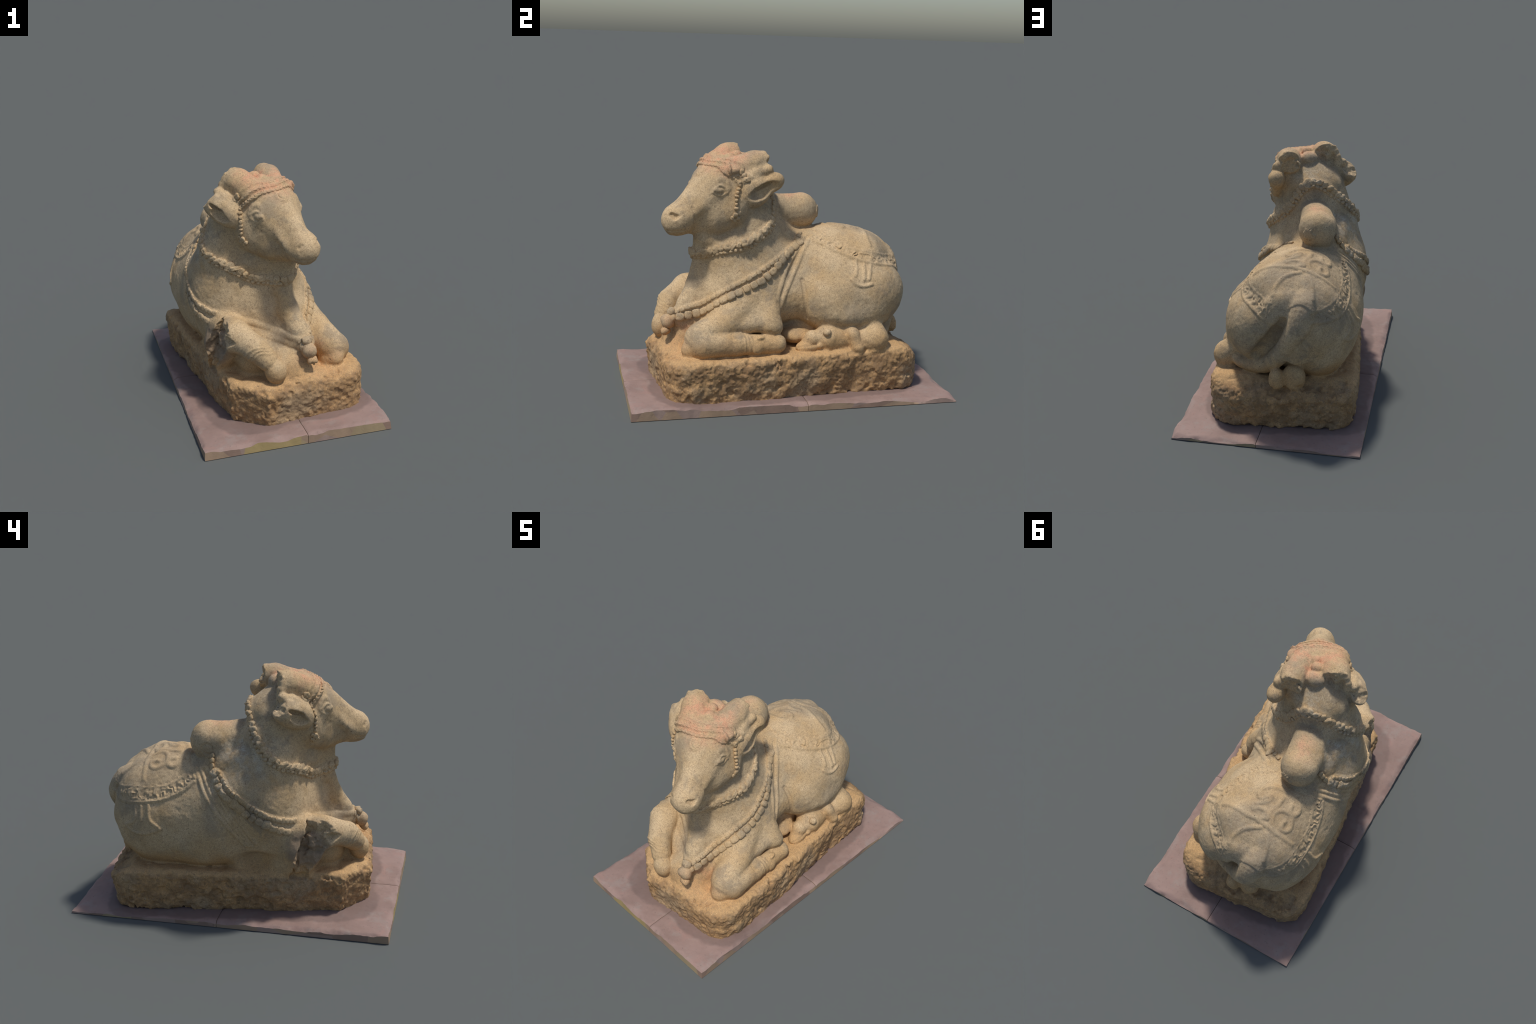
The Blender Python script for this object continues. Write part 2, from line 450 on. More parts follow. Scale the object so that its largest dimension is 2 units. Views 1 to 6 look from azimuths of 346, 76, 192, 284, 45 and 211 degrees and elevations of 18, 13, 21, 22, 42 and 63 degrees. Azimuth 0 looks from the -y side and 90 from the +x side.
# knobs on the pasterns
ellipsoid('hindlimb', (0.372, 0.205, 0.420), (0.028, 0.028, 0.026), k=0.008)
ellipsoid('hindlimb', (0.362, 0.165, 0.335), (0.022, 0.024, 0.022), k=0.006)
ellipsoid('forelimb', (0.423, -0.235, 0.352), (0.014, 0.032, 0.032), BODY_AXES, k=0.006)
ellipsoid('forelimb', (0.395, -0.220, 0.412), (0.022, 0.032, 0.020), BODY_AXES, k=0.006)
ellipsoid('hoof', (0.362, -0.105, 0.362), (0.058, 0.055, 0.055), BODY_AXES, k=0.010)
# seams between the legs and the stone behind them
limb('forelimb', [(0.455, -0.52, 0.437), (0.43, -0.38, 0.437), (0.405, -0.25, 0.434), (0.39, -0.15, 0.438)], [.008, .016, .016, .010], k=0.01, op='cut')
# eyeballs
for sx in (-1, 1):
    ellipsoid('eye', H(0.01 + 0.143 * sx, 0.057, 1.270), (0.026, 0.036, 0.024), HEAD_AXES, k=0.004)
# nostrils: comma-shaped pits
for sx in (-1, 1):
    c = H(0.017 + 0.058 * sx, 0.332, 1.132)
    limb('head', [c, c + .018 * sx * HP - .012 * HQ + np.array([0, 0, -.012]), c + .030 * sx * HP - .030 * HQ + np.array([0, 0, -.006])], [.013, .012, .008], k=0.006, op='cut')


# ------------------------------------------------------------------ evaluation
def sdf(P, skip=()):
    d = np.full(len(P), 1.0, np.float32)
    for s in SHAPES:
        if s.label in skip:
            continue
        m = s.k + 0.035
        idx = np.nonzero(((P > s.lo - m) & (P < s.hi + m)).all(1))[0]
        if not len(idx):
            continue
        e = s.fn(P[idx]).astype(np.float32)
        d[idx] = smin(d[idx], e, s.k) if s.op == 'add' else smax(d[idx], -e, s.k)
    return d


def part_labels(P):
    names = []
    best = np.full(len(P), 1e9); lab = np.zeros(len(P), int)
    for s in SHAPES:
        if s.op != 'add':
            continue
        if s.label not in names:
            names.append(s.label)
        e = s.fn(P)
        k = e < best
        best[k] = e[k]; lab[k] = names.index(s.label)
    return lab, names


def stick(pts, lift=0.0, n=4, skip=()):
    """drop points onto the base surface; returns positions and normals"""
    P = np.array(pts, float)
    for it in range(n + 1):
        e = 0.002
        Q = np.concatenate([P] + [P + e * np.eye(3)[i] for i in range(3)])
        D = sdf(Q, skip).reshape(4, -1)
        g = (D[1:] - D[0]).T
        nrm = g / np.maximum(np.linalg.norm(g, axis=1, keepdims=True), 1e-9)
        d = D[0]
        if it < n:
            P = P - np.clip(d, -0.05, 0.05)[:, None] * nrm
    return P + lift * nrm, nrm


RIDGES = []        # (polyline on the surface, half width, height)


def ridge(pts, w, h, n=8, closed=False, skip=()):
    P, _ = stick(catmull(pts, n, closed), skip=skip)
    if closed:
        P = np.vstack([P, P[:1]])
    RIDGES.append((resample(P, max(.008, w)), w, h))
    return P


# saddle cloth: outline (lower hem) and inner edge of its border
HEM = [(0.058, 0.20, 0.95), (0.078, 0.172, 0.942), (0.101, 0.227, 0.903), (0.145, 0.28, 0.878), (0.171, 0.34, 0.854), (0.195, 0.403, 0.832),
       (0.207, 0.471, 0.81), (0.21, 0.543, 0.795), (0.19, 0.624, 0.785), (0.140, 0.679, 0.761), (0.095, 0.709, 0.735), (0.036, 0.730, 0.715),
       (-0.04, 0.750, 0.735)]
HEM_R = [(-0.23, 0.765, 0.725), (-0.272, 0.751, 0.715), (-0.335, 0.705, 0.712), (-0.387, 0.637, 0.717), (-0.406, 0.561, 0.725), (-0.415, 0.489, 0.735),
         (-0.413, 0.422, 0.747), (-0.407, 0.358, 0.767), (-0.398, 0.297, 0.796), (-0.386, 0.243, 0.83), (-0.359, 0.198, 0.864)]
FRONT = [(-0.353, 0.19, 0.884), (-0.309, 0.225, 0.918), (-0.243, 0.262, 0.956), (-0.165, 0.27, 0.98), (-0.076, 0.228, 0.978), (0.0, 0.215, 0.965), (0.058, 0.195, 0.95)]
INNER = [(0.03, 0.235, 0.955), (0.064, 0.255, 0.942), (0.116, 0.318, 0.912), (0.145, 0.37, 0.896), (0.161, 0.43, 0.882), (0.170, 0.50, 0.868), (0.160, 0.57, 0.855),
         (0.130, 0.635, 0.845), (0.085, 0.680, 0.835), (0.03, 0.715, 0.81), (-0.03, 0.735, 0.80)]
INNER_R = [(-0.225, 0.745, 0.785), (-0.275, 0.715, 0.778), (-0.315, 0.66, 0.785), (-0.343, 0.583, 0.798), (-0.356, 0.521, 0.804), (-0.361, 0.462, 0.81), (-0.358, 0.407, 0.818),
           (-0.353, 0.354, 0.833), (-0.342, 0.307, 0.859), (-0.33, 0.264, 0.891)]
hem_l = ridge(HEM, .0085, .009); hem_r = ridge(HEM_R, .0085, .009)
inner_l = ridge(INNER, .007, .007); inner_r = ridge(INNER_R, .007, .007)
front_e = ridge(FRONT, .006, .003)


def torso_angle(P):
    u, v, z = body_uv(P)
    return np.stack([np.arctan2(u + 0.10, z - 0.60) * 0.38, v], 1)


CLOTH = np.vstack([torso_angle(hem_l), torso_angle(hem_r), torso_angle(front_e)])


def in_poly(Q, poly):
    x, y = Q[:, 0], Q[:, 1]
    c = np.zeros(len(Q), bool)
    for (x0, y0), (x1, y1) in zip(poly, np.roll(poly, -1, 0)):
        if y0 == y1:
            continue
        k = (y0 > y) != (y1 > y)
        c ^= k & (x < (x1 - x0) * (y - y0) / (y1 - y0) + x0)
    return c


# scrolls and straps carved on the cloth
SCROLLS = [
    [(0.14, 0.527, 0.9), (0.084, 0.523, 0.937), (-0.006, 0.535, 0.96), (-0.069, 0.534, 0.963), (-0.130, 0.510, 0.963), (-0.123, 0.466, 0.974), (-0.071, 0.472, 0.976),
     (-0.050, 0.490, 0.973), (-0.040, 0.462, 0.977), (-0.103, 0.406, 0.985), (-0.106, 0.371, 0.987), (-0.080, 0.393, 0.985)],
    [(-0.106, 0.371, 0.987), (-0.06, 0.412, 0.982), (-0.027, 0.385, 0.979), (-0.036, 0.346, 0.981), (-0.08, 0.312, 0.986), (-0.136, 0.3, 0.985), (-0.218, 0.304, 0.967),
     (-0.256, 0.315, 0.947), (-0.283, 0.348, 0.924), (-0.275, 0.388, 0.929), (-0.244, 0.391, 0.946), (-0.23, 0.353, 0.958)],
    [(-0.108, 0.535, 0.959), (-0.18, 0.537, 0.942), (-0.229, 0.541, 0.922), (-0.332, 0.53, 0.846)],
    [(-0.232, 0.546, 0.919), (-0.181, 0.499, 0.953), (-0.173, 0.443, 0.969), (-0.214, 0.406, 0.96), (-0.262, 0.408, 0.932), (-0.287, 0.465, 0.904), (-0.269, 0.503, 0.909),
     (-0.241, 0.495, 0.929), (-0.242, 0.456, 0.937)],
    [(-0.01, 0.71, 0.852), (-0.016, 0.664, 0.889), (-0.064, 0.608, 0.933), (-0.139, 0.561, 0.944)],
    [(-0.19, 0.575, 0.925), (-0.207, 0.60, 0.910), (-0.225, 0.64, 0.881), (-0.235, 0.70, 0.832)],
    [(-0.17, 0.345, 0.98), (-0.165, 0.40, 0.975), (-0.150, 0.45, 0.97), (-0.150, 0.50, 0.965)]]
for c in SCROLLS:
    ridge(c, .0125, .015)
# tassels hanging from the hem on both flanks
for c in ([(0.218, 0.416, 0.825), (0.261, 0.41, 0.775), (0.282, 0.399, 0.745)], [(0.236, 0.466, 0.804), (0.298, 0.449, 0.724)],
          [(0.231, 0.511, 0.801), (0.276, 0.492, 0.753), (0.296, 0.48, 0.723)], [(0.29, 0.373, 0.724), (0.307, 0.399, 0.698), (0.315, 0.44, 0.687), (0.307, 0.496, 0.695)],
          [(-0.417, 0.569, 0.706), (-0.441, 0.572, 0.624), (-0.418, 0.64, 0.578)], [(-0.425, 0.481, 0.721), (-0.462, 0.469, 0.642), (-0.476, 0.4, 0.593)],
          [(-0.422, 0.527, 0.711), (-0.454, 0.528, 0.629)], [(-0.421, 0.634, 0.569), (-0.441, 0.589, 0.546), (-0.466, 0.515, 0.545), (-0.477, 0.44, 0.57), (-0.477, 0.4, 0.591)]):
    ridge(c, .0095, .009)
# sashes over the shoulders
SASH = [[(0.03, 0.19, 0.945), (0.054, 0.161, 0.937), (0.118, 0.107, 0.879), (0.152, 0.075, 0.827), (0.183, 0.043, 0.775), (0.219, 0.01, 0.725), (0.254, -0.022, 0.675), (0.276, -0.049, 0.621), (0.290, -0.068, 0.561)],
        [(0.02, 0.15, 0.945), (0.039, 0.128, 0.94), (0.102, 0.076, 0.889), (0.147, 0.03, 0.841), (0.187, -0.008, 0.792), (0.237, -0.048, 0.723), (0.276, -0.084, 0.64), (0.287, -0.112, 0.538)]]
for c in SASH:
    ridge(c, .011, .012, skip=('forelimb',))
SASH_R = [[(-0.30, 0.205, 0.93), (-0.355, 0.175, 0.89), (-0.415, 0.115, 0.79), (-0.445, -0.002, 0.64), (-0.413, -0.115, 0.49)],
          [(-0.29, 0.175, 0.93), (-0.339, 0.148, 0.901), (-0.409, 0.081, 0.802), (-0.44, -0.027, 0.652), (-0.413, -0.138, 0.493)],
          [(-0.28, 0.145, 0.93), (-0.319, 0.122, 0.918), (-0.400, 0.050, 0.815), (-0.435, -0.05, 0.66), (-0.418, -0.160, 0.496)],
          [(-0.27, 0.118, 0.93), (-0.335, 0.090, 0.904), (-0.402, 0.020, 0.82), (-0.433, -0.075, 0.668), (-0.418, -0.182, 0.516)]]
for c in SASH_R:
    ridge(c, .0095, .011, skip=('forelimb',))
# chest garland in two rows meeting at the bell, and the collar
GAR_R = [(0.00, 0.11, 0.955), (0.025, 0.095, 0.944), (0.097, 0.041, 0.901), (0.178, -0.054, 0.857), (0.225, -0.14, 0.811), (0.253, -0.224, 0.765), (0.252, -0.308, 0.72), (0.235, -0.387, 0.672), (0.212, -0.466, 0.622), (0.19, -0.547, 0.577), (0.177, -0.639, 0.548), (0.155, -0.71, 0.51)]
GAR_R2 = [(0.075, 0.09, 0.915), (0.136, 0.008, 0.875), (0.203, -0.066, 0.821), (0.24, -0.121, 0.773), (0.266, -0.196, 0.725), (0.275, -0.267, 0.692), (0.272, -0.346, 0.645), (0.250, -0.422, 0.60), (0.223, -0.477, 0.562), (0.203, -0.548, 0.527), (0.190, -0.639, 0.505), (0.162, -0.71, 0.485)]
GAR_L = [(-0.22, 0.07, 0.965), (-0.281, 0.051, 0.944), (-0.348, 0.025, 0.904), (-0.403, -0.02, 0.865), (-0.434, -0.09, 0.82), (-0.437, -0.177, 0.758), (-0.405, -0.282, 0.691), (-0.315, -0.366, 0.645), (-0.246, -0.40, 0.631), (-0.169, -0.435, 0.594), (-0.096, -0.487, 0.572), (-0.025, -0.545, 0.55), (0.035, -0.61, 0.537), (0.085, -0.675, 0.525), (0.125, -0.72, 0.51)]
GAR_L2 = [(-0.32, 0.07, 0.912), (-0.400, 0.024, 0.839), (-0.430, -0.062, 0.773), (-0.437, -0.131, 0.721), (-0.437, -0.198, 0.685), (-0.42, -0.265, 0.645), (-0.375, -0.325, 0.602), (-0.315, -0.37, 0.575), (-0.25, -0.40, 0.56), (-0.18, -0.445, 0.545), (-0.112, -0.492, 0.527), (-0.03, -0.553, 0.51), (0.03, -0.608, 0.50), (0.085, -0.675, 0.49), (0.125, -0.72, 0.48)]
COLLAR = [(0.085, -0.560, 0.872), (0.012, -0.475, 0.862), (-0.055, -0.44, 0.866), (-0.117, -0.418, 0.885), (-0.174, -0.392, 0.913), (-0.23, -0.36, 0.943), (-0.285, -0.33, 0.978), (-0.328, -0.29, 1.018), (-0.345, -0.24, 1.068), (-0.335, -0.205, 1.11), (-0.31, -0.175, 1.15), (-0.262, -0.13, 1.216), (-0.200, -0.10, 1.27), (-0.126, -0.097, 1.298),
          (-0.052, -0.09, 1.279), (-0.002, -0.078, 1.216), (0.044, -0.07, 1.149), (0.102, -0.088, 1.085), (0.15, -0.12, 1.045), (0.178, -0.158, 1.015), (0.199, -0.217, 0.978), (0.202, -0.28, 0.947), (0.19, -0.346, 0.925), (0.166, -0.413, 0.906), (0.13, -0.479, 0.889)]
ROWS = {}
for nm, c, w, h in (('GR', GAR_R, .016, .008), ('GR2', GAR_R2, .020, .006), ('GL', GAR_L, .016, .010), ('GL2', GAR_L2, .022, .008)):
    ROWS[nm] = ridge(c, w, h, skip=('forelimb', 'hoof') if 'L' in nm else ())
ROWS['C'] = ridge(COLLAR, .030, .009, closed=True)
# eyelids, brows, headband cords and the forehead leaf
for sx in (-1, 1):
    e = lambda dq, z: H(0.01 + sx * 0.155, 0.062 + dq, z)
    ridge([e(.045, 1.262), e(.025, 1.290), e(-.005, 1.301), e(-.035, 1.285), e(-.052, 1.256)], .0065, .009, skip=('eye',))
    ridge([e(.045, 1.262), e(.02, 1.247), e(-.012, 1.240), e(-.052, 1.254)], .006, .005, skip=('eye',))
    ridge([e(.058, 1.300), e(.03, 1.333), e(-.010, 1.345), e(-.048, 1.315), e(-.060, 1.275)], .014, .005)
    ridge([e(.045, 1.259), e(.065, 1.246)], .005, -.003)
BANDS = []
for dq, dz in ((0, 0), (-.030, .018), (-.058, .030)):
    BANDS.append(ridge([H(0.175, -0.075 + dq, 1.300 + dz), H(0.155, -0.02 + dq, 1.350 + dz), H(0.10, 0.022 + dq, 1.392 + dz), H(0.03, 0.055 + dq, 1.405 + dz), H(-0.03, 0.056 + dq, 1.405 + dz),
                        H(-0.10, 0.035 + dq, 1.392 + dz), H(-0.16, -0.01 + dq, 1.350 + dz), H(-0.175, -0.055 + dq, 1.300 + dz)], .0105, .011))
ridge([H(-.012, .070, 1.392), H(-.025, .092, 1.372), H(-.005, .112, 1.352), H(.022, .118, 1.348), H(.040, .098, 1.368), H(.035, .075, 1.390)], .010, .009)
ridge([H(0.005, .085, 1.38), H(.012, .105, 1.362)], .018, .007)
for sx in (-1, 1):
    ridge([H(.015 + sx * .085, .205, 1.165), H(.015 + sx * .105, .190, 1.11), H(.015 + sx * .10, .178, 1.05), H(.015 + sx * .07, .172, 1.005)], .010, -.006)
    ridge([H(.015 + sx * .035, .345, 1.035), H(.015 + sx * .085, .31, 1.030), H(.015 + sx * .105, .26, 1.028)], .006, -.004)
# cheek lines beneath the jaw, throat folds, bracelets, hoof clefts, thigh crease
ridge([(0.232, 0.075, 0.72), (0.262, 0.085, 0.65), (0.262, 0.10, 0.56), (0.235, 0.125, 0.49)], .012, -.012)
for v in (-.355, -.335, -.315):
    ridge([B(.36, v, .43), B(.425, v, .40), B(.44, v, .355), B(.41, v, .30)], .006, .004)
for k in (0, 1, 2):
    c = np.array([-0.148 + .012 * k, -0.70 - .008 * k, 0.485 - .016 * k])
    ridge([c + (-.075, .02, -.02), c + (-.04, -.05, .045), c + (.03, -.065, .05), c + (.075, .0, .02)], .006, .005)
ridge([B(.385, .11, .345), B(.392, .05, .345), B(.36, -.01, .33)], .006, -.006)
ridge([B(.225, .02, .365), B(.21, .06, .37), B(.16, -.04, .37)], .006, -.006)
# turned disc on the right of the hump
HUB = np.array([-0.293, 0.133, 1.048])
ring_pts = [HUB + 0.034 * (math.cos(t) * np.array([0, 1, 0]) + math.sin(t) * np.array([0, 0, 1])) for t in np.linspace(0, 2 * np.pi, 12, endpoint=False)]
ridge(ring_pts, .0065, -.008, closed=True)


def relief(P):
    """height added along the surface: carved ornament, chisel waviness, rough breaks on the plinth"""
    u, v, z = body_uv(P)
    g = fbm(P, 9.0, 2, 11) * 0.003 + fbm(P, 52.0, 2, 17) * 0.0011
    low = z < 0.36
    side = np.clip((0.325 - z) / 0.06, 0, 1)
    edge = np.zeros(len(P), np.float32)
    if low.any():
        Pl = P[low]
        r = fbm(Pl, 7.0, 2, 31) * 0.008 + fbm(Pl, 30.0, 3, 35, 0.65) * 0.0055
        pits = fbm(Pl, 17.0, 2, 91)
        r = r - np.clip(pits - 0.35, 0, 1) * 0.022 + np.clip(-pits - 0.4, 0, 1) * 0.012
        edge[low] = np.clip(r, -0.02, 0.014)
    g = g + side * edge
    # saddle cloth: raised sheet, patterned border
    cl = np.nonzero((z > 0.62) & (v > 0.12) & (v < 0.84) & (P[:, 1] > 0.15))[0]
    if len(cl):
        Q = P[cl]
        ins = in_poly(torso_angle(Q), CLOTH)
        cl = cl[ins]; Q = Q[ins]
        add_h = np.full(len(Q), 0.005, np.float32)
        for he, inn in ((hem_l, inner_l), (hem_r, inner_r)):
            a, wa = seg_dist(Q, he[::3], .1); b, wb = seg_dist(Q, inn[::3], .1)
            band = np.clip((a + b - 0.06) / -0.03 + 1, 0, 1) * (a < 0.095) * (b < 0.095)
            L = np.linalg.norm(np.diff(he, axis=0), axis=1).sum()
            ph = wa * L / 0.062 * 2 * np.pi
            t = (a / (a + b + 1e-6) - 0.5) * 2
            wob = fbm(Q, 26, 2, 23) * 2.2
            leaf = np.sin(ph + 2.6 * np.sin(t * 2.0 + wob) + wob) + 0.5 * np.sin(2 * ph - 3 * t + 2 * wob)
            add_h += np.where((a + b) < 0.115, np.clip(leaf, -0.9, 0.9) * 0.0055 * np.clip(1.1 - np.abs(t), 0, 1), 0)
        g[cl] += add_h
    for pts, w, h in RIDGES:
        m = w * 2.2
        k = np.nonzero(((P > pts.min(0) - m) & (P < pts.max(0) + m)).all(1))[0]
        if not len(k):
            continue
        d, _ = seg_dist(P[k], pts, m)
        g[k] += h * np.exp(-(d / w) ** 4 * 0.7).astype(np.float32)
    return g


def surface_nets(lo, hi, h):
    n = np.ceil((hi - lo) / h).astype(int) + 1
    ax = [lo[i] + h * np.arange(n[i]) for i in range(3)]
    D = np.full(n, 1.0, np.float32)
    for s in SHAPES:
        m = s.k + 0.03
        a = np.maximum(np.floor((s.lo - m - lo) / h).astype(int), 0)
        b = np.minimum(np.ceil((s.hi + m - lo) / h).astype(int) + 1, n)
        if (b <= a).any():
            continue
        sub = D[a[0]:b[0], a[1]:b[1], a[2]:b[2]]
        for i in range(a[0], b[0], 24):                 # in slabs to keep memory small
            i2 = min(i + 24, b[0])
            X, Y, Z = np.meshgrid(ax[0][i:i2], ax[1][a[1]:b[1]], ax[2][a[2]:b[2]], indexing='ij')
            P = np.stack([X.ravel(), Y.ravel(), Z.ravel()], 1)
            t = sub[i - a[0]:i2 - a[0]]
            tr = t.ravel()
            e = s.fn(P).astype(np.float32)
            r = smin(tr, e, s.k) if s.op == 'add' else smax(tr, -e, s.k)
            sub[i - a[0]:i2 - a[0]] = r.reshape(t.shape)
    near = np.nonzero(np.abs(D.ravel()) < 0.024)[0]
    I = np.stack(np.unravel_index(near, D.shape), 1)
    flat = D.ravel()
    for c in range(0, len(near), 400000):
        sl = slice(c, c + 400000)
        flat[near[sl]] -= relief(lo + h * I[sl]).astype(np.float32)
    D = flat.reshape(n)
    inside = D < 0
    corners = [(i, j, k) for i in (0, 1) for j in (0, 1) for k in (0, 1)]
    m = n - 1
    cnt = np.zeros(m, np.uint8)
    for c in corners:
        cnt += inside[c[0]:c[0] + m[0], c[1]:c[1] + m[1], c[2]:c[2] + m[2]]
    cells = np.nonzero((cnt > 0) & (cnt < 8))
    cid = np.full(m, -1, np.int64); cid[cells] = np.arange(len(cells[0]))
    base = np.stack(cells, 1)
    acc = np.zeros((len(base), 3)); w = np.zeros(len(base))
    edges = [(a, b) for a in corners for b in corners if sum(b) - sum(a) == 1 and all(y >= x for x, y in zip(a, b))]
    for a, b in edges:
        a, b = np.array(a), np.array(b)
        da = D[tuple((base + a).T)]; db = D[tuple((base + b).T)]
        k = (da < 0) != (db < 0)
        t = da[k] / (da[k] - db[k])
        acc[k] += a + t[:, None] * (b - a); w[k] += 1
    V = lo + h * (base + acc / w[:, None])
    quads = []
    for ax_ in range(3):
        o1, o2 = [(1, 2), (2, 0), (0, 1)][ax_]
        sl0 = [slice(1, -1)] * 3; sl1 = [slice(1, -1)] * 3
        sl0[ax_] = slice(0, -1); sl1[ax_] = slice(1, None)
        s0 = inside[tuple(sl0)]; s1 = inside[tuple(sl1)]
        x = np.nonzero(s0 != s1)
        p = np.stack(x, 1)
        off = np.ones(3, int); off[ax_] = 0
        p = p + off
        flip = s0[x]
        e1 = np.zeros(3, int); e1[o1] = 1
        e2 = np.zeros(3, int); e2[o2] = 1
        q = np.stack([cid[tuple((p - e1 - e2).T)], cid[tuple((p - e2).T)], cid[tuple(p.T)], cid[tuple((p - e1).T)]], 1)
        q[~flip] = q[~flip][:, ::-1]
        quads.append(q)
    return V, np.concatenate(quads)


# ---- MATERIALS
root = bpy.data.objects.new('bull_statue', None)
bpy.context.collection.objects.link(root)
root['label'] = 'weathered granite reclining bull with garlands on rough plinth'
root['category'] = 'stone statue'


class Nodes:
    """small helper for building node trees"""
    def __init__(s, name):
        s.mat = bpy.data.materials.new(name); s.mat.use_nodes = True
        s.t = s.mat.node_tree; s.n = s.t.nodes
        s.bsdf = s.n['Principled BSDF']
        tc = s.n.new('ShaderNodeTexCoord'); tc.object = root          # one coordinate system for the whole statue
        s.co = tc.outputs['Object']

    def link(s, a, b):
        s.t.links.new(a, b)

    def val(s, sock, v):
        if hasattr(v, 'is_output'):
            s.link(v, sock)
        else:
            sock.default_value = v

    def noise(s, scale, detail=3, rough=0.55, out='Fac', co=None, dist=0.0):
        n = s.n.new('ShaderNodeTexNoise')
        n.inputs['Scale'].default_value = scale; n.inputs['Detail'].default_value = detail
        n.inputs['Roughness'].default_value = rough; n.inputs['Distortion'].default_value = dist
        s.link(co or s.co, n.inputs['Vector'])
        return n.outputs[out]

    def voronoi(s, scale, out='Color', feature='F1'):
        n = s.n.new('ShaderNodeTexVoronoi'); n.feature = feature
        n.inputs['Scale'].default_value = scale
        s.link(s.co, n.inputs['Vector'])
        return n.outputs[out]

    def math(s, op, a, b=0.0, clamp=False):
        n = s.n.new('ShaderNodeMath'); n.operation = op; n.use_clamp = clamp
        s.val(n.inputs[0], a); s.val(n.inputs[1], b)
        return n.outputs[0]

    def rng(s, v, a, b, c=0.0, d=1.0):
        n = s.n.new('ShaderNodeMapRange'); n.interpolation_type = 'SMOOTHSTEP'
        s.val(n.inputs['Value'], v)
        for k, x in zip(('From Min', 'From Max', 'To Min', 'To Max'), (a, b, c, d)):
            n.inputs[k].default_value = x
        return n.outputs['Result']

    def mix(s, f, a, b, mode='MIX'):
        n = s.n.new('ShaderNodeMix'); n.data_type = 'RGBA'; n.blend_type = mode
        s.val(n.inputs['Factor'], f)
        s.val(n.inputs['A'], a if hasattr(a, 'is_output') else (*a, 1))
        s.val(n.inputs['B'], b if hasattr(b, 'is_output') else (*b, 1))
        return n.outputs['Result']

    def near(s, c, r, soft=0.6):
        """1 within a ball about c, broken at its border"""
        n = s.n.new('ShaderNodeVectorMath'); n.operation = 'DISTANCE'
        s.link(s.co, n.inputs[0]); n.inputs[1].default_value = c
        d = s.math('ADD', n.outputs['Value'], s.math('MULTIPLY', s.math('SUBTRACT', s.noise(7, 4), 0.5), r * 0.9))
        return s.rng(d, r, r * (1 - soft))

    def z(s):
        n = s.n.new('ShaderNodeSeparateXYZ'); s.link(s.co, n.inputs[0])
        return n.outputs


